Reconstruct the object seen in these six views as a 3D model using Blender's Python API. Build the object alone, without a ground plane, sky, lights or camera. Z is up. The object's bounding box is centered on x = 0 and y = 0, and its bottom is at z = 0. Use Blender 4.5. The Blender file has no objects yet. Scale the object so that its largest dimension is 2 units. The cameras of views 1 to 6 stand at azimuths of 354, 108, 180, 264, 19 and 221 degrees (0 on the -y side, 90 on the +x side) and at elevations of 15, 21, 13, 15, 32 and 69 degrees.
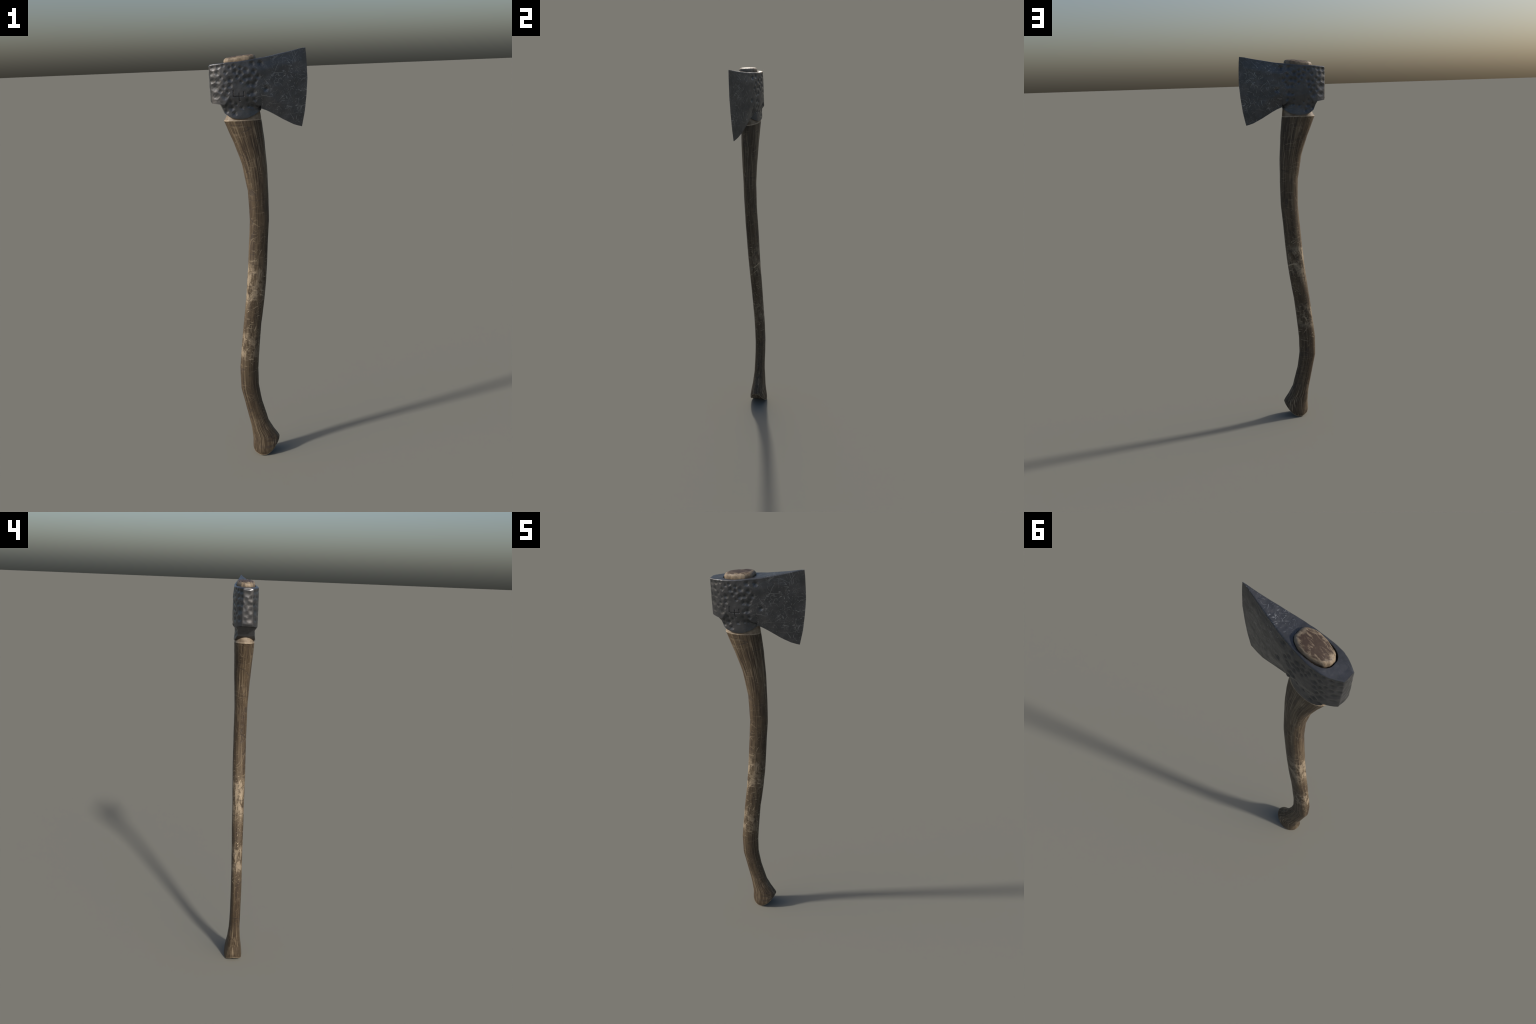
import bpy, math, random
import numpy as np
from mathutils import noise, Vector

random.seed(7)
rng = np.random.default_rng(7)


# ------------------------------------------------------------------ helpers
def smooth(lo, hi, v):
    t = np.clip((v - lo) / (hi - lo), 0, 1)
    return t * t * (3 - 2 * t)


def curve(points):
    px, py = zip(*sorted(points))
    return lambda v: np.interp(v, px, py)


def soft_curve(points, r):
    f = curve(points)
    return lambda v: sum(f(v + r * k) for k in (-1, -.5, 0, .5, 1)) / 5


def empty(name):
    o = bpy.data.objects.new(name, None)
    bpy.context.scene.collection.objects.link(o)
    return o


def mesh_object(name, verts, faces, parent, material, angle=40, merge=0.0):
    me = bpy.data.meshes.new(name)
    me.from_pydata([tuple(v) for v in verts], [], faces)
    if merge:
        import bmesh
        bm = bmesh.new()
        bm.from_mesh(me)
        bmesh.ops.remove_doubles(bm, verts=bm.verts, dist=merge)
        bmesh.ops.recalc_face_normals(bm, faces=bm.faces)
        bm.to_mesh(me)
        bm.free()
    me.validate()
    me.update()
    for p in me.polygons:
        p.use_smooth = True
    me.set_sharp_from_angle(angle=math.radians(angle))
    me.materials.append(material)
    o = bpy.data.objects.new(name, me)
    o.parent = parent
    bpy.context.scene.collection.objects.link(o)
    return o


def noise_field(P, scale, seed, octaves=2):
    off = Vector((seed * 3.1, seed * 7.7, seed * 1.3))
    return np.array([noise.fractal(Vector(p) * scale + off, 1.0, 2.0, octaves) for p in P])


# ------------------------------------------------------------------ node helper
class Nodes:
    def __init__(self, name):
        self.mat = bpy.data.materials.new(name)
        self.mat.use_nodes = True
        self.t = self.mat.node_tree
        self.bsdf = self.t.nodes["Principled BSDF"]
        self.obj = self.t.nodes.new("ShaderNodeTexCoord").outputs["Object"]
        sep = self.t.nodes.new("ShaderNodeSeparateXYZ")
        self.link(self.obj, sep.inputs[0])
        self.x, self.y, self.z = sep.outputs

    def link(self, a, b):
        if hasattr(a, "bl_rna"):
            self.t.links.new(a, b)
        else:
            b.default_value = a

    def math(self, op, a, b=0.0, c=0.0, clamp=False):
        n = self.t.nodes.new("ShaderNodeMath")
        n.operation = op
        n.use_clamp = clamp
        for i, v in enumerate((a, b, c)):
            self.link(v, n.inputs[i])
        return n.outputs[0]

    def add(self, a, b): return self.math("ADD", a, b)
    def sub(self, a, b): return self.math("SUBTRACT", a, b)
    def mul(self, a, b): return self.math("MULTIPLY", a, b)
    def div(self, a, b): return self.math("DIVIDE", a, b)
    def maxi(self, a, b): return self.math("MAXIMUM", a, b)

    def vec(self, x, y, z):
        n = self.t.nodes.new("ShaderNodeCombineXYZ")
        for i, v in enumerate((x, y, z)):
            self.link(v, n.inputs[i])
        return n.outputs[0]

    def scale(self, v, s):
        n = self.t.nodes.new("ShaderNodeMapping")
        self.link(v, n.inputs["Vector"])
        n.inputs["Scale"].default_value = s
        return n.outputs[0]

    def shift(self, v, s):
        n = self.t.nodes.new("ShaderNodeMapping")
        self.link(v, n.inputs["Vector"])
        n.inputs["Location"].default_value = s
        return n.outputs[0]

    def noise(self, v, scale, detail=2.0, rough=0.5, distort=0.0):
        n = self.t.nodes.new("ShaderNodeTexNoise")
        self.link(v, n.inputs["Vector"])
        n.inputs["Scale"].default_value = scale
        n.inputs["Detail"].default_value = detail
        n.inputs["Roughness"].default_value = rough
        n.inputs["Distortion"].default_value = distort
        return n.outputs[0]

    def step(self, v, lo, hi, a=0.0, b=1.0):
        n = self.t.nodes.new("ShaderNodeMapRange")
        n.interpolation_type = "SMOOTHSTEP"
        self.link(v, n.inputs[0])
        for i, q in enumerate((lo, hi, a, b)):
            n.inputs[i + 1].default_value = q
        return n.outputs[0]

    def hairline(self, v, level, width):
        """1 on a thin contour line of a noise field: a curved scratch."""
        d = self.math("ABSOLUTE", self.sub(v, level))
        return self.step(d, width * 0.35, width, 1.0, 0.0)

    def dashes(self, v, sets, warp_scale, warp):
        """thin bent dashes lying in given directions: scratches"""
        w = self.t.nodes.new("ShaderNodeTexNoise")
        self.link(v, w.inputs["Vector"])
        w.inputs["Scale"].default_value = warp_scale
        wv = self.t.nodes.new("ShaderNodeVectorMath")
        wv.operation = "MULTIPLY_ADD"
        self.link(w.outputs["Color"], wv.inputs[0])
        wv.inputs[1].default_value = (warp, warp, warp)
        self.link(v, wv.inputs[2])
        total = None
        for k, (ang, fine, run, cut) in enumerate(sets):
            m = self.t.nodes.new("ShaderNodeMapping")
            self.link(wv.outputs[0], m.inputs["Vector"])
            m.inputs["Rotation"].default_value = (.3, math.radians(ang), .2)
            m.inputs["Location"].default_value = (k * 1.7, k * .9, k * 2.3)
            st = self.noise(self.scale(m.outputs[0], (run, fine * .3, fine)), 1.0, 1, .4)
            h = self.step(st, cut, cut + .05)
            total = h if total is None else self.maxi(total, h)
        return total

    def fcurve(self, v, pts):
        n = self.t.nodes.new("ShaderNodeFloatCurve")
        c = n.mapping.curves[0]
        pts = sorted(pts)
        while len(c.points) < len(pts):
            c.points.new(0.5, 0.5)
        for p, (a, b) in zip(c.points, pts):
            p.location = (a, b)
            p.handle_type = "AUTO_CLAMPED"
        n.mapping.update()
        self.link(v, n.inputs["Value"])
        return n.outputs[0]

    def mix(self, f, a, b, mode="MIX"):
        n = self.t.nodes.new("ShaderNodeMix")
        n.data_type = "RGBA"
        n.blend_type = mode
        self.link(f, n.inputs[0])
        for s, v in ((6, a), (7, b)):
            self.link(v if hasattr(v, "bl_rna") else (*v, 1.0), n.inputs[s])
        return n.outputs[2]

    def bump(self, h, strength, dist):
        n = self.t.nodes.new("ShaderNodeBump")
        n.inputs["Strength"].default_value = strength
        n.inputs["Distance"].default_value = dist
        self.link(h, n.inputs["Height"])
        self.link(n.outputs[0], self.bsdf.inputs["Normal"])

    def out(self, color, rough, metallic=0.0, spec=0.5):
        self.link(color, self.bsdf.inputs["Base Color"])
        self.link(rough, self.bsdf.inputs["Roughness"])
        self.link(metallic, self.bsdf.inputs["Metallic"])
        self.bsdf.inputs["Specular IOR Level"].default_value = spec
        return self.mat


# ------------------------------------------------------------------ handle profile
# back (poll side) and front (blade side) edge of the handle in side view, (z, x)
BACK = [(1.690, -.166), (1.589, -.125), (1.487, -.092), (1.362, -.069), (1.22, -.0665), (1.14, -.071),
        (.99, -.0835), (.83, -.100), (.69, -.119), (.55, -.136), (.47, -.1445), (.364, -.1440),
        (.233, -.117), (.149, -.1005), (.08, -.0930), (.015, -.097)]
FRONT = [(1.690, .006), (1.59, .0175), (1.467, .025), (1.36, .027), (1.214, .025), (1.114, .016),
         (.92, 0.001), (.84, -.0085), (.70, -.031), (.60, -.0425), (.46, -.055), (.38, -.055),
         (.285, -.0415), (.178, -.0125), (.127, .0145), (.08, .0455)]
HALF = [(1.69, .0475), (1.62, .0445), (1.49, .0375), (1.365, .0318), (1.24, .0318), (1.04, .0318), (.88, .030),
        (.72, .0285), (.58, .0273), (.38, .027), (.25, .0275), (.186, .0285), (.104, .0360), (.03, .0480), (.0, .0500)]
BACK = [(z, x - .0010) for z, x in BACK]
FRONT = [(z, x - .0005) for z, x in FRONT]
back, front, half = curve(BACK), curve(FRONT), curve(HALF)


# dents left by the hammer on the cheeks, (x, z, radius); the same on both cheeks
DENTS = [(-.117, 1.930, .0097), (-.135, 1.923, .0086), (-.087, 1.921, .0097), (-.062, 1.910, .0131), (-.035, 1.937, .0121),
         (.004, 1.937, .0131), (-.027, 1.904, .0121), (-.009, 1.882, .0121), (-.110, 1.905, .0125), (-.087, 1.898, .0125),
         (-.101, 1.882, .0097), (-.067, 1.877, .0131), (-.046, 1.880, .0121), (-.135, 1.874, .0131), (-.051, 1.850, .0131),
         (-.029, 1.849, .0131), (-.035, 1.813, .0156), (-.053, 1.806, .0097), (-.061, 1.780, .0114), (-.028, 1.782, .0121),
         (-.135, 1.776, .0121), (-.160, 1.800, .0156), (-.199, 1.803, .0138), (-.179, 1.823, .0097), (-.200, 1.840, .0173),
         (-.163, 1.841, .0104), (-.148, 1.820, .0097), (-.214, 1.870, .0131), (-.189, 1.869, .0121), (-.216, 1.901, .0104),
         (-.191, 1.902, .0121), (-.153, 1.904, .0104), (-.184, 1.928, .0104), (-.209, 1.925, .0121), (-.163, 1.934, .0086),
         (-.137, 1.846, .0114), (-.175, 1.882, .0086), (-.131, 1.750, .0138), (-.156, 1.734, .0114), (-.120, 1.722, .0114),
         (-.038, 1.756, .0131), (-.056, 1.755, .0097), (-.086, 1.748, .0097), (-.156, 1.759, .0097), (-.110, 1.766, .0097),
         (-.156, 1.866, .0104), (-.020, 1.862, .0104), (-.085, 1.861, .0086), (.026, 1.827, .0138)]


# ------------------------------------------------------------------ materials
def wood_material():
    n = Nodes("old_handle_wood")
    zz = n.mul(n.z, 0.5)
    zs = np.linspace(0.0, 1.7, 24)
    cx = n.sub(n.fcurve(zz, [(z / 2, (back(max(z, .015)) + front(max(z, .08))) / 2 + .5) for z in zs]), 0.5)
    ax = n.fcurve(zz, [(z / 2, (front(max(z, .08)) - back(max(z, .015))) / 2) for z in zs])
    by = n.fcurve(zz, [(z / 2, half(z)) for z in zs])
    s = n.div(n.sub(n.x, cx), ax)
    t = n.div(n.y, by)
    g = n.vec(s, t, n.z)
    # broad tone along the stick and around it
    tone = n.noise(n.scale(g, (1.1, 1.1, 4.0)), 1.0, 3, 0.55)
    blotch = n.noise(n.scale(g, (1.6, 1.6, 9.0)), 1.0, 4, 0.6)
    col = n.mix(n.step(tone, .36, .64), (.044, .0295, .0175), (.081, .0575, .0345))
    col = n.mix(n.mul(n.step(blotch, .48, .63), .68), col, (.033, .021, .014))
    # fibres: fine light and dark streaks that follow the stick
    fine = n.noise(n.scale(g, (17, 12, 1.5)), 1.0, 1, 0.5)
    fine2 = n.noise(n.scale(g, (38, 26, 3.2)), 1.0, 1, 0.5)
    dark = n.noise(n.shift(n.scale(g, (12, 8, 1.6)), (5, 3, 1)), 1.0, 1, 0.5)
    col = n.mix(n.mul(n.step(dark, .54, .68), .6), col, (.028, .019, .0135))
    gate = n.step(n.noise(n.shift(n.scale(g, (3, 3, 6)), (3, 1, 6)), 1.0, 2), .38, .58, .25, 1.0)
    col = n.mix(n.mul(n.mul(n.step(fine, .54, .64), gate), .52), col, (.200, .155, .100))
    col = n.mix(n.mul(n.step(fine2, .55, .70), .36), col, (.205, .160, .106))
    # paler flecks of open grain near the knob and the neck
    ends = n.fcurve(zz, [(0, .0), (.008, .0), (.025, 1), (.075, .85), (.11, .25), (.16, 0), (.6, 0), (.70, .45), (.80, .7), (.83, .2), (.838, 0), (1, 0)])
    fleck = n.noise(n.scale(g, (15, 11, 7.0)), 1.0, 1, 0.5, 0.2)
    col = n.mix(n.mul(n.mul(n.step(fleck, .57, .67), ends), .70), col, (.30, .238, .160))
    # hand-worn pale patches
    zone = n.fcurve(zz, [(0, 0), (.24, .0), (.265, .40), (.285, .85), (.315, .75), (.335, .18), (.36, .03), (.39, .15), (.415, .70),
                         (.43, .95), (.455, .70), (.475, 1.0), (.495, .65), (.51, .15), (.54, .03), (.6, 0), (1, 0)])
    side = n.step(s, -1.0, .9, 1.35, .42)
    patch = n.noise(n.scale(g, (1.7, 1.7, 21.0)), 1.0, 6, 0.72, 0.6)
    pale = n.math("MULTIPLY", n.mul(zone, side), n.step(patch, .41, .60), clamp=True)
    grain_in_pale = n.step(fine, .38, .60, .62, 1.0)
    col = n.mix(n.mul(n.mul(pale, grain_in_pale), .86), col, (.33, .268, .19))
    # dark rings across the grain
    ring = n.noise(n.scale(g, (.13, .13, 11.0)), 1.0, 1, 0.35)
    ring_gate = n.step(n.noise(n.shift(n.scale(g, (.9, .9, 5.0)), (2, 8, 4)), 1.0, 2), .45, .58)
    rings = n.mul(n.maxi(n.hairline(ring, .46, .012), n.hairline(ring, .60, .010)), ring_gate)
    col = n.mix(n.mul(rings, .42), col, (.026, .021, .022))
    # curved nicks and scratches, mostly on the grip
    grip = n.fcurve(zz, [(0, .05), (.15, .25), (.22, .6), (.28, 1), (.48, 1), (.56, .35), (.84, .22), (1, .2)])
    local = n.vec(n.mul(s, .045), n.mul(t, .032), n.z)
    scr = n.dashes(local, ((12, 230, 8, .705), (-14, 230, 9, .705), (32, 250, 10, .715), (-38, 250, 10, .715), (4, 200, 6, .71), (70, 260, 14, .705)), 14, .05)
    arc = n.noise(n.shift(n.scale(g, (.45, .45, 9.0)), (1, 2, 3)), 1.0, 0, 0.4, 0.0)
    arc_gate = n.step(n.noise(n.shift(n.scale(g, (1.0, 1.0, 6)), (3, 1, 2)), 1.0, 1), .54, .62)
    scr = n.maxi(scr, n.mul(n.maxi(n.hairline(arc, .48, .010), n.hairline(arc, .40, .009)), arc_gate))
    col = n.mix(n.mul(n.mul(scr, grip), .75), col, (.38, .31, .215))
    rough = n.step(fine, .3, .7, .62, .50)
    height = n.add(n.mul(fine, .7), n.mul(fine2, .3))
    n.bump(n.sub(height, n.mul(rings, .3)), .40, .003)
    return n.out(col, rough, 0, .35)


def pale_wood_material(name, worn_top):
    n = Nodes(name)
    fine = n.noise(n.scale(n.obj, (150, 150, 14)), 1.0, 3, .6)
    mott = n.noise(n.obj, 26, 4, .6)
    col = n.mix(n.step(mott, .35, .66), (.125, .094, .064), (.25, .200, .142))
    col = n.mix(n.mul(n.step(fine, .52, .68), .55), col, (.13, .095, .062))
    if worn_top:
        # end grain: brown, handled centre with pale rubbed edges and streaks
        ex = n.div(n.add(n.x, .086), .073)
        ey = n.div(n.y, .046)
        r = n.math("SQRT", n.add(n.mul(ex, ex), n.mul(ey, ey)))
        frame = n.noise(n.scale(n.obj, (55, 70, 55)), 1.0, 4, .65)
        centre = n.step(n.add(r, n.mul(n.sub(frame, .5), 1.5)), .62, 1.02, 1.0, 0.0)
        top = n.step(n.sub(n.z, n.mul(n.x, .100)), 1.9735, 1.9790)
        col = n.mix(n.mul(n.mul(centre, top), .93), col, (.042, .026, .019))
        streak = n.noise(n.scale(n.obj, (28, 120, 60)), 1.0, 3, .6, .4)
        col = n.mix(n.mul(n.step(streak, .52, .64), .5), col, (.30, .235, .165))
        crack = n.hairline(n.noise(n.scale(n.obj, (9, 22, 10)), 1.0, 2, .5, .3), .5, .012)
        col = n.mix(n.mul(crack, .25), col, (.38, .30, .21))
    n.bump(n.add(n.mul(fine, .4), n.mul(mott, .6)), .4, .003)
    return n.out(col, .55, 0, .35)


def edge_wood_material():
    n = Nodes("rubbed_edge_wood")
    mott = n.noise(n.obj, 60, 3, .6)
    col = n.mix(n.step(mott, .35, .65), (.19, .148, .102), (.33, .267, .192))
    return n.out(col, .5, 0, .4)


def steel_material():
    n = Nodes("forged_dark_steel")
    broad = n.noise(n.obj, 14, 4, .6)
    mott = n.noise(n.shift(n.obj, (3, 1, 2)), 50, 4, .62)
    speck = n.noise(n.obj, 190, 3, .6)
    col = n.mix(n.step(broad, .34, .66), (.072, .075, .081), (.100, .102, .110))
    col = n.mix(n.mul(n.step(mott, .54, .72), .28), col, (.058, .064, .066))
    col = n.mix(n.mul(n.step(speck, .56, .72), .22), col, (.15, .153, .157))
    # dents of the cheeks darkened in the colour, one soft-edged spot each
    flatp = n.vec(n.x, 0.0, n.z)
    pit = None
    for dx, dz, rad in DENTS:
        d = n.t.nodes.new("ShaderNodeVectorMath")
        d.operation = "DISTANCE"
        n.link(flatp, d.inputs[0])
        d.inputs[1].default_value = (dx, 0, dz)
        q = n.mul(d.outputs["Value"], 1 / rad)
        pit = q if pit is None else n.math("MINIMUM", pit, q)
    pit = n.step(n.add(pit, n.mul(n.sub(mott, .5), .9)), .25, .80, 1.0, 0.0)
    col = n.mix(n.mul(pit, .55), col, (.034, .040, .043))
    # scratches: dense on the blade, sparse on the poll
    blade = n.step(n.add(n.x, n.mul(n.sub(broad, .5), .12)), -.05, .06, .12, 1.0)
    total = n.dashes(n.obj, ((8, 210, 7, .700), (35, 230, 9, .700), (62, 220, 7, .700), (-18, 230, 10, .700), (-48, 250, 8, .705),
                             (-75, 240, 10, .700), (20, 400, 26, .700), (-60, 400, 30, .700)), 16, .045)
    clump = n.step(n.noise(n.shift(n.obj, (2, 9, 5)), 11, 2, .6), .38, .58, .30, 1.0)
    total = n.mul(total, clump)
    for off, sc, lev, w in (((0, 0, 0), (9, 9, 8), .50, .0042), ((4, 9, 1), (8, 8, 13), .47, .0042), ((8, 2, 6), (14, 14, 10), .53, .0050)):
        f = n.noise(n.shift(n.scale(n.obj, sc), off), 1.0, 0, .4, .1)
        gt = n.step(n.noise(n.shift(n.scale(n.obj, (20, 20, 20)), (off[1], off[2], off[0])), 1.0, 3, .7), .50, .60)
        total = n.maxi(total, n.mul(n.hairline(f, lev, w), n.mul(gt, .8)))
    dots = n.step(n.noise(n.shift(n.obj, (1, 7, 3)), 330, 1, .5), .70, .78)
    dots = n.mul(dots, n.step(n.noise(n.obj, 26, 3, .7), .48, .62))
    marks = n.mul(n.maxi(total, n.mul(dots, .7)), blade)
    col = n.mix(n.mul(marks, .60), col, (.36, .37, .375))
    rough = n.add(n.step(mott, .3, .7, .29, .41), n.mul(marks, .12))
    n.bump(n.add(n.mul(mott, .5), n.mul(speck, .5)), .04, .002)
    return n.out(col, rough, .70, .5)


def dark_stroke_material():
    n = Nodes("near_black_stamp_stroke")
    col = n.mix(n.step(n.noise(n.obj, 200, 2), .4, .6), (.012, .013, .014), (.022, .023, .025))
    return n.out(col, .6, .2, .3)


WOOD = wood_material()
COLLAR = pale_wood_material("bare_neck_wood", False)
PLUG = pale_wood_material("end_grain_wood", True)
EDGE = edge_wood_material()
STEEL = steel_material()
DARK_STROKE = dark_stroke_material()

axe = empty("axe")
axe["label"] = "old felling axe, hammered dark steel head, curved worn handle"
axe["category"] = "axe"


# ------------------------------------------------------------------ handle
NSEG = 72
EGG = .12
theta = np.linspace(0, 2 * np.pi, NSEG, endpoint=False)


def section(zb, zf, hw, sag=0.0, xb=None, xf=None):
    """one ring of the stick: back edge at height zb, front edge at zf, half thickness hw"""
    xb = back(zb) if xb is None else xb
    xf = front(zf) if xf is None else xf
    c = np.cos(theta)
    e = 1 / np.maximum(np.abs(c) ** 2.15 + np.abs(np.sin(theta)) ** 2.15, 1e-9) ** (1 / 2.15)
    # soft facets left by the drawknife
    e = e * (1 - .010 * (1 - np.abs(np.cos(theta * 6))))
    u, w = c * e, np.sin(theta) * e
    # egg section: fuller towards the back, finer towards the blade side
    egg = EGG * float(smooth(.02, .30, (zb + zf) / 2))
    w = w * (1 - egg * u) / (1 + .5 * egg * egg)
    x = (xb + xf) / 2 + u * (xf - xb) / 2
    z = (zb + zf) / 2 + u * (zf - zb) / 2 - sag * (1 - u * u)
    return np.column_stack([x, w * hw, z])


def shrink(ring, k, dz=0.0):
    c = ring.mean(axis=0)
    r = ring.copy()
    r[:, 0] = c[0] + (ring[:, 0] - c[0]) * k
    r[:, 1] = ring[:, 1] * k
    r[:, 2] = ring[:, 2] + dz
    return r


def loft(rings, close_start=False, close_end=False):
    verts = np.vstack(rings)
    k = len(rings[0])
    faces = []
    for i in range(len(rings) - 1):
        for j in range(k):
            a, b = i * k + j, i * k + (j + 1) % k
            faces.append((a, b, b + k, a + k))
    if close_start:
        faces.append(tuple(range(k))[::-1])
    if close_end:
        faces.append(tuple((len(rings) - 1) * k + j for j in range(k)))
    return verts, faces


rings = []
for f in np.linspace(0, 1, 220):
    # rings tilt gradually from level to the slanted cut of the knob
    zl = 1.688 - f * (1.688 - .20)
    rings.append(section(zl, zl, float(half(zl))))
for f in np.linspace(0.02, 1, 40):
    zb, zf = .20 + (.021 - .20) * f, .20 + (.083 - .20) * f
    zm = (zb + zf) / 2 - .030 * f
    tuck = .045 * max(0.0, (f - .84) / .16) ** 2.2
    rings.append(shrink(section(zb, zf, float(half(zm)), sag=.0428 * f ** 1.5), 1 - tuck))
rim_low = rings[-1]
v, fcs = loft(rings)
# small wavering of the hand-shaped stick
P = v.copy()
w = noise_field(P * np.array([1, 1, .35]), 22, 3) * .0012
cxz = (back(np.clip(P[:, 2], .015, 1.69)) + front(np.clip(P[:, 2], .08, 1.69))) / 2
d = np.column_stack([P[:, 0] - cxz, P[:, 1], 0 * cxz])
d /= np.maximum(np.linalg.norm(d, axis=1, keepdims=True), 1e-6)
fade = smooth(0, 2, np.minimum(np.arange(len(v)) // NSEG, 258 - np.arange(len(v)) // NSEG).astype(float)).reshape(-1, 1)
v = v + d * w[:, None] * fade
handle = mesh_object("handle", v, fcs, axe, WOOD, 60)
ring_top, ring_bottom = v[:NSEG], v[-NSEG:]


# rubbed pale edge around the butt, and the butt face itself
lip = [ring_bottom, ring_bottom + np.array([0, 0, -.0015]), shrink(ring_bottom, .965, -.0035), shrink(ring_bottom, .93, -.0030)]
lv, lf = loft(lip)
mesh_object("butt_edge", lv, lf, handle, EDGE, 70)
cap = [shrink(ring_bottom, .93, -.0030)]
c0 = ring_bottom.mean(axis=0)
for k in (.75, .5, .25, .04):
    r = shrink(ring_bottom, k)
    # follow the rolled profile of the cut: ruled across the thickness
    u = (r[:, 0] - c0[0]) / (ring_bottom[:, 0].max() - c0[0]) * .93
    r[:, 2] = .0495 + (.083 - .021) / 2 * u - .0428 * (1 - u * u)
    cap.append(r)
cv, cf = loft(cap, close_end=True)
mesh_object("butt_face", cv, cf, handle, WOOD, 60)

# bare, tapered neck of the handle that enters the eye, with its rubbed lower edge
neck_edge = [ring_top, shrink(ring_top, 1.004, .0022), shrink(ring_top, .985, .0048)]
ev, ef = loft(neck_edge)
mesh_object("neck_edge", ev, ef, handle, EDGE, 70)
neck = [shrink(ring_top, .985, .0048)]
for z, xb, xf, hw in ((1.700, -.160, .0045, .0455), (1.712, -.153, .0030, .0425), (1.722, -.149, .0015, .040), (1.78, -.147, -.004, .038)):
    neck.append(section(z, z, hw, 0, xb, xf))
nv, nf = loft(neck, close_end=True)
mesh_object("neck", nv, nf, handle, COLLAR, 70)

# ------------------------------------------------------------------ steel head
TOP = curve([(-.224, 1.9395), (-.148, 1.9465), (-.096, 1.949), (-.011, 1.9595), (.033, 1.9645), (.085, 1.9745),
             (.148, 1.9865), (.194, 1.9965), (.217, 2.0)])
UNDER = [(-.2176, 1.771), (-.180, 1.765), (-.172, 1.750), (-.160, 1.722), (-.144, 1.709), (-.118, 1.7005), (-.092, 1.6975),
         (-.065, 1.7005), (-.037, 1.7095), (-.011, 1.7235), (.0005, 1.7300), (.0025, 1.7395), (.028, 1.7300), (.056, 1.7155), (.108, 1.6845),
         (.154, 1.6605), (.178, 1.6525), (.194, 1.6485)]
EDGE_X = curve([(1.6485, .194), (1.715, .2085), (1.77, .2155), (1.79, .2180), (1.865, .2240), (1.919, .2225), (1.97, .2200), (2.0, .217)])
TOP_W = soft_curve([(-.224, .0215), (-.198, .0370), (-.180, .0460), (-.154, .0540), (-.12, .0570), (-.09, .0565), (-.036, .0515), (.0, .0460), (.03, .0405),
               (.086, .0290), (.127, .0200), (.17, .0105), (.20, .0048), (.224, .0010)], 0.005)
MID_W = soft_curve([(-.2235, .0215), (-.214, .0290), (-.20, .0385), (-.18, .0472), (-.155, .0548), (-.12, .0585), (-.09, .0592),
               (-.05, .0580), (.0, .0518), (.05, .0423), (.1, .0308), (.15, .0186), (.19, .0090), (.212, .0035), (.224, .0010)], 0.005)
BOT_W = soft_curve([(-.224, .0225), (-.18, .0455), (-.09, .0592), (-.03, .044), (-.004, .0388), (.045, .0345), (.088, .0284), (.137, .0205),
               (.174, .0120), (.20, .0060), (.224, .0010)], 0.005)
LUG_W = soft_curve([(-.182, .036), (-.160, .0405), (-.135, .0455), (-.09, .0475), (-.05, .0445), (-.02, .033), (.0, .020), (.004, .018)], 0.01)

END_DENTS = [(.003, 1.915, .015), (-.014, 1.893, .014), (.013, 1.886, .014), (-.003, 1.866, .016), (.015, 1.850, .013), (-.014, 1.842, .015),
             (.006, 1.824, .015), (-.010, 1.803, .015), (.014, 1.798, .013)]
# stamped maker's mark on one cheek: strokes as (x, z) ends
MARK = [((-.1226, 1.8259), (-.1239, 1.7990)), ((-.1239, 1.7990), (-.0755, 1.7979)), ((-.0755, 1.7979), (-.0754, 1.8173)),
        ((-.0976, 1.8129), (-.0970, 1.7788)), ((-.0970, 1.7788), (-.0915, 1.7785))]


def dent_depth(px, pz, dents, depth):
    out = np.zeros_like(px)
    for x, z, r in dents:
        q = ((px - x) ** 2 + (pz - z) ** 2) / (r * r)
        out += depth * (r / .012) * (np.exp(-q * 1.35) - .11 * np.exp(-((np.sqrt(q) - 1.15) / .30) ** 2))
    return out


def stroke_distance(px, pz):
    best = np.full(px.shape, 9.0)
    for (x0, z0), (x1, z1) in MARK:
        dx, dz = x1 - x0, z1 - z0
        t = np.clip(((px - x0) * dx + (pz - z0) * dz) / (dx * dx + dz * dz), 0, 1)
        best = np.minimum(best, np.hypot(px - x0 - t * dx, pz - z0 - t * dz))
    return best


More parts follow.
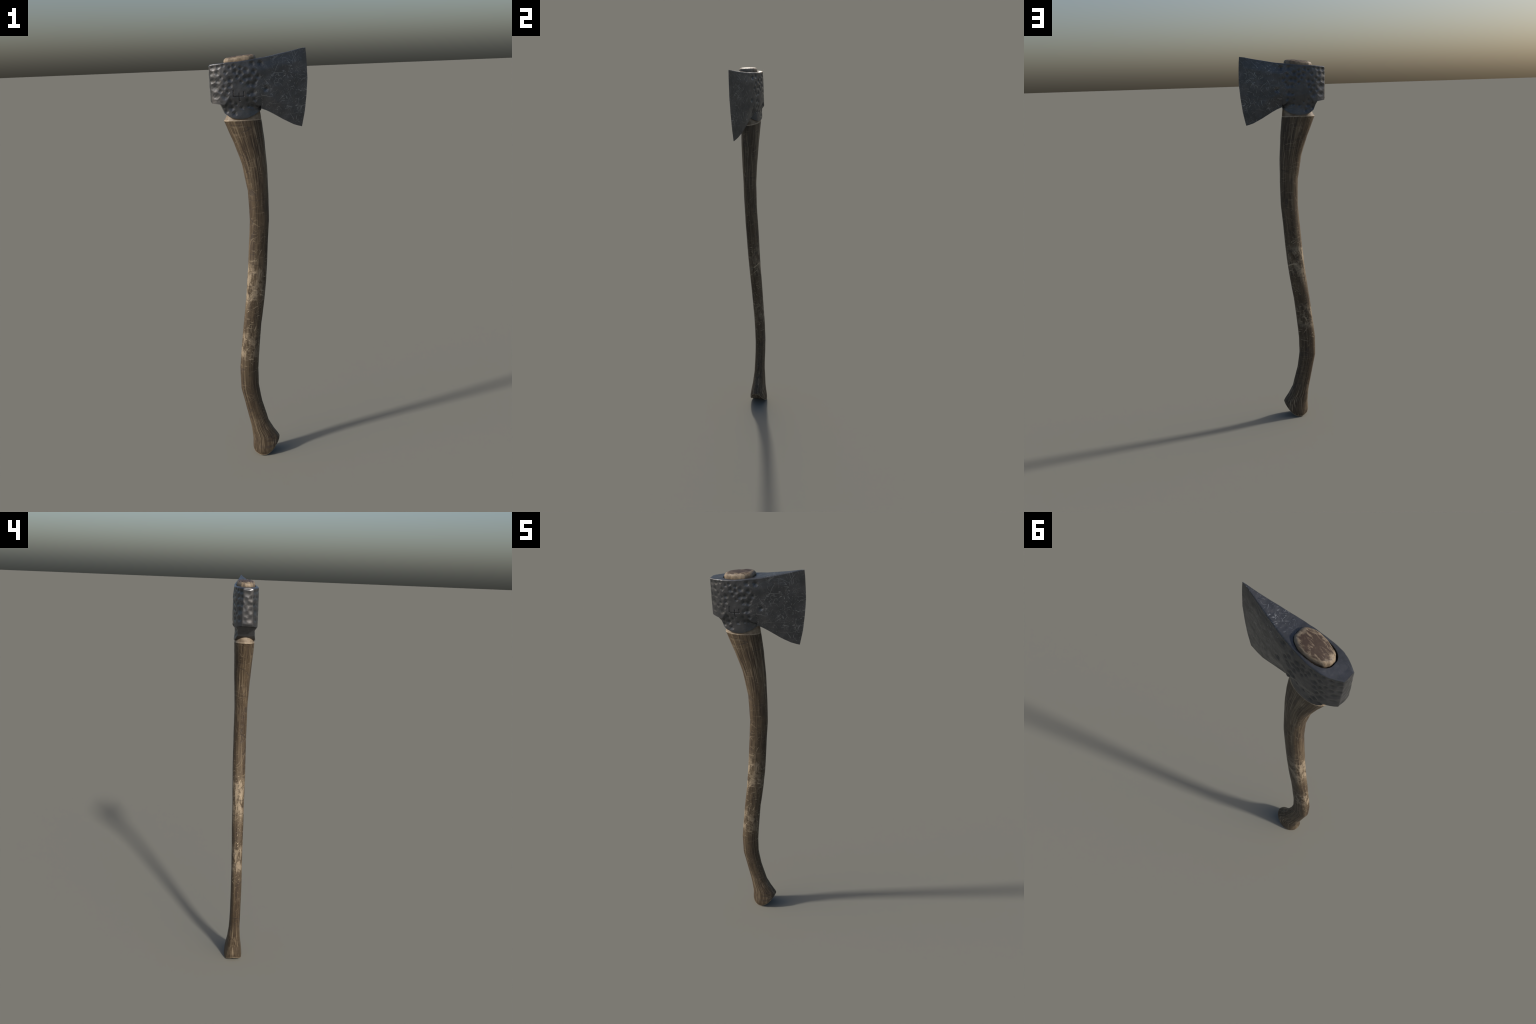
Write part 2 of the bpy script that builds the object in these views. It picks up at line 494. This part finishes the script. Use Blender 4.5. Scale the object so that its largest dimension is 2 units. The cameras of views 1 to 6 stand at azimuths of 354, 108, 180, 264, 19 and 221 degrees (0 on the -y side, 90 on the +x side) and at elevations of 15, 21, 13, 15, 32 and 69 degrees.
def cheek(px, pz, side):
    """half thickness of the head at a point of its side view"""
    xr = EDGE_X(pz)
    xe = np.where(px > 0, px * .224 / xr, px)
    zt = TOP(px)
    up = smooth(zt - .06, zt, pz)
    h = MID_W(xe) * (1 - up) + TOP_W(xe) * up
    zb = np.interp(px, ux, uz)
    low = (1 - smooth(zb, zb + .075, pz)) * smooth(-.035, .0, px)
    h = h * (1 - low) + np.minimum(BOT_W(xe), MID_W(xe) * 1.2) * low
    # lugs below the eye: a narrower oval, sharply set off under the blade
    fold = smooth(-.060, -.005, px)
    rear = smooth(-.135, -.165, px)
    zc, wd = (1.774 - .018 * rear) * (1 - fold) + 1.748 * fold, (.032 - .022 * rear) * (1 - fold) + .007 * fold
    keep = smooth(zc - wd, zc + wd, pz)
    keep = np.where(px > .0022, 1, np.maximum(keep, smooth(.000, .0022, px)))
    keep = np.where(px < -.170, np.maximum(keep, smooth(-.178, -.183, px)), keep)
    lug = LUG_W(px) + .0025 * smooth(1.735, 1.70, pz)
    h = h * keep + np.minimum(lug, h) * (1 - keep)
    # rounded upper arris
    r = .0058
    dtop = np.clip(zt - pz, 0, r)
    soft = np.minimum(1, h / .02)
    h = h - soft * (r - np.sqrt(np.maximum(r * r - (r - dtop) ** 2, 0))) * .8
    fade = smooth(.06, .0, px)
    wob = .0009
    wx = px + wob * np.sin(pz * 410 + 1.3) * np.sin(px * 300)
    wz = pz + wob * np.sin(px * 380 + .4) * np.cos(pz * 260)
    h = h - dent_depth(wx, wz, DENTS, .0036) * (1 - .30 * smooth(-.13, -.17, px)) * np.minimum(1, h / .03)
    if side < 0:
        h = h - .0022 * (1 - smooth(.0008, .0022, stroke_distance(px, pz)))
    return np.maximum(h, .0006)


ux, uz = zip(*UNDER)
# side-view grid: columns run from the poll to the cutting edge
NU, NV, NT = 400, 240, 64
ux, uz = zip(*UNDER)
length = np.concatenate([[0], np.cumsum(np.hypot(np.diff(ux), np.diff(uz)))])
# give every control stretch of the underside a share of columns set by its run in x plus a little for steep parts
share = np.concatenate([[0], np.cumsum(np.abs(np.diff(ux)) + .25 * np.abs(np.diff(uz)))])
q = np.linspace(0, share[-1], NU)
bx, bz = np.interp(q, share, ux), np.interp(q, share, uz)
bulge_hi = np.linspace(0, 1, NV)
U = (bx - bx[0]) / (bx[-1] - bx[0])
tx = -.222 + U * (.217 + .222)
# columns stay upright except near the blade, where they fan out
tx = np.where(U < .55, bx + (tx - bx) * smooth(.40, .55, U), tx)
tx[0] = -.2206
tx = np.maximum.accumulate(tx)
tz = TOP(tx)
# rows thicken towards the rims
r = np.linspace(0, 1, NV)
r = r - .10 * np.sin(2 * np.pi * r) / (2 * np.pi) * 5.5
GX = bx[:, None] + (tx - bx)[:, None] * r[None, :]
GZ = bz[:, None] + (tz - bz)[:, None] * r[None, :]
lin = .194 + (.217 - .194) * r
bow = EDGE_X(1.6485 + (2.0 - 1.6485) * r) - lin
GX = GX + (smooth(.55, 1.0, U) ** 1.5)[:, None] * bow[None, :]
GX = GX - (1 - smooth(0, .12, U))[:, None] * (.0008 * np.sin(np.pi * r))[None, :]

flat = np.column_stack([GX.ravel(), np.zeros(GX.size), GZ.ravel()])
lump = noise_field(flat, 30, 5, 3).reshape(GX.shape)
jag = noise_field(np.column_stack([flat[:, 0] * 0, flat[:, 2], flat[:, 2] * 0]), 60, 9, 2).reshape(GX.shape)
verts, faces = [], []


def patch(grid):
    a, b, _ = grid.shape
    base = len(verts)
    verts.extend(grid.reshape(-1, 3))
    for i in range(a - 1):
        for j in range(b - 1):
            k = base + i * b + j
            faces.append((k, k + 1, k + b + 1, k + b))


H = {}
for side in (-1, 1):
    h = cheek(GX, GZ, side)
    h = h + lump * .0007 * np.minimum(1, h / .02)
    H[side] = np.maximum(h, .0005)
    patch(np.stack([GX, side * H[side], GZ], axis=-1))


def across(x, z, hn, hp, n):
    t = np.linspace(0, 1, n)
    y = -hn[:, None] * (1 - t) + hp[:, None] * t
    return np.repeat(x[:, None], n, 1), y, np.repeat(z[:, None], n, 1), t


# top face with the eye sunk into it around the plug
X, Y, Z, t = across(GX[:, -1], GZ[:, -1], H[-1][:, -1], H[1][:, -1], NT)
EYE = lambda x, y, k: (np.abs((x + .085) / (.0735 * k)) ** 2.5 + np.abs(y / (.0435 * k)) ** 2.5)
inside = 1 - smooth(.90, 1.0, EYE(X, Y, 1.035))
rimw = np.minimum(t, 1 - t) * 2
top_noise = noise_field(np.column_stack([X.ravel(), Y.ravel(), Z.ravel()]), 45, 11, 3).reshape(X.shape)
Zt = Z + ((.0006 * top_noise) + .0002) * smooth(0, .25, rimw)[None, :] * (X < .2) - .022 * inside * smooth(0, .08, rimw)[None, :]
Zt[:, 0], Zt[:, -1] = Z[:, 0], Z[:, -1]
patch(np.stack([X, Y, np.minimum(Zt, 2.0)], axis=-1))
# underside, gently crowned
X, Y, Z, t = across(GX[:, 0], GZ[:, 0], H[-1][:, 0], H[1][:, 0], NT)
patch(np.stack([X, Y, Z], axis=-1))
# poll end face, hammered too
X, Y, Z, t = across(GX[0], GZ[0], H[-1][0], H[1][0], 40)
rimw = np.minimum(t, 1 - t) * 2
edge_rows = smooth(0, .06, np.minimum(r, 1 - r))
push = dent_depth(Y, Z, END_DENTS, .0018) * smooth(0, .4, rimw)[None, :] * edge_rows[:, None]
push -= .0046 * (1 - (2 * t - 1) ** 2)[None, :] * edge_rows[:, None]
patch(np.stack([X + push, Y, Z], axis=-1))
# cutting edge
X, Y, Z, t = across(GX[-1], GZ[-1], H[-1][-1], H[1][-1], 3)
patch(np.stack([X, Y, Z], axis=-1))
head = mesh_object("axe_head", verts, faces, axe, STEEL, 56, merge=1e-5)

# thin near-black bars set in the stamped strokes
mv, mf = [], []
for (x0, z0), (x1, z1) in MARK:
    L = math.hypot(x1 - x0, z1 - z0)
    dx, dz = (x1 - x0) / L, (z1 - z0) / L
    steps = 14
    base = len(mv)
    for i in range(steps + 1):
        f = i / steps * (L + .0016) - .0008
        for k in (-1, 1):
            wdt = .00115 * (1 - .35 * (i / steps) ** 3)
            px, pz = x0 + dx * f - dz * k * wdt, z0 + dz * f + dx * k * wdt
            surf = float(cheek(np.array([x0 + dx * f]), np.array([z0 + dz * f]), 1)[0])
            for depth in (-.0006, -.004):
                mv.append((px, -(surf + depth), pz))
    for i in range(steps):
        a = base + i * 4
        b = a + 4
        mf += [(a, a + 2, b + 2, b), (a + 1, b + 1, b + 3, a + 3), (a, b, b + 1, a + 1), (a + 2, a + 3, b + 3, b + 2)]
    e = base + steps * 4
    mf += [(base, base + 1, base + 3, base + 2), (e, e + 2, e + 3, e + 1)]
mesh_object("stamped_mark", mv, mf, head, DARK_STROKE, 30)

# ------------------------------------------------------------------ plug: the end of the handle standing out of the eye
OUT = [(-.0125, .018), (-.022, .030), (-.046, .0415), (-.066, .0435), (-.095, .0420), (-.142, .0275), (-.156, .0100)]
outline = [(x, y) for x, y in OUT] + [(x, -y) for x, y in OUT[::-1]]
dense = []
for i in range(len(outline)):
    (x0, y0), (x1, y1) = outline[i], outline[(i + 1) % len(outline)]
    for k in range(8):
        dense.append((x0 + (x1 - x0) * k / 8, y0 + (y1 - y0) * k / 8))
dense = np.array(dense)
for _ in range(1):
    dense = (np.roll(dense, 1, 0) + 2 * dense + np.roll(dense, -1, 0)) / 4
ctr = np.array([-.085, 0])
prof = [(.97, -.03), (.985, -.004), (1.0, .006), (1.0, .0095), (.99, .0135), (.965, .0172), (.925, .0202), (.87, .0226),
        (.79, .0244), (.66, .0258), (.45, .0268), (.22, .0273), (.02, .0274)]
rings = []
for k, dz in prof:
    p = ctr + (dense - ctr) * k
    rings.append(np.column_stack([p[:, 0], p[:, 1], 1.9480 + .100 * (p[:, 0] + .085) + dz]))
pv, pf = loft(rings, close_end=True)
pv = pv + np.column_stack([0 * pv[:, 0], 0 * pv[:, 0], noise_field(pv, 60, 2, 2) * .0011])
mesh_object("eye_plug", pv, pf, handle, PLUG, 60)
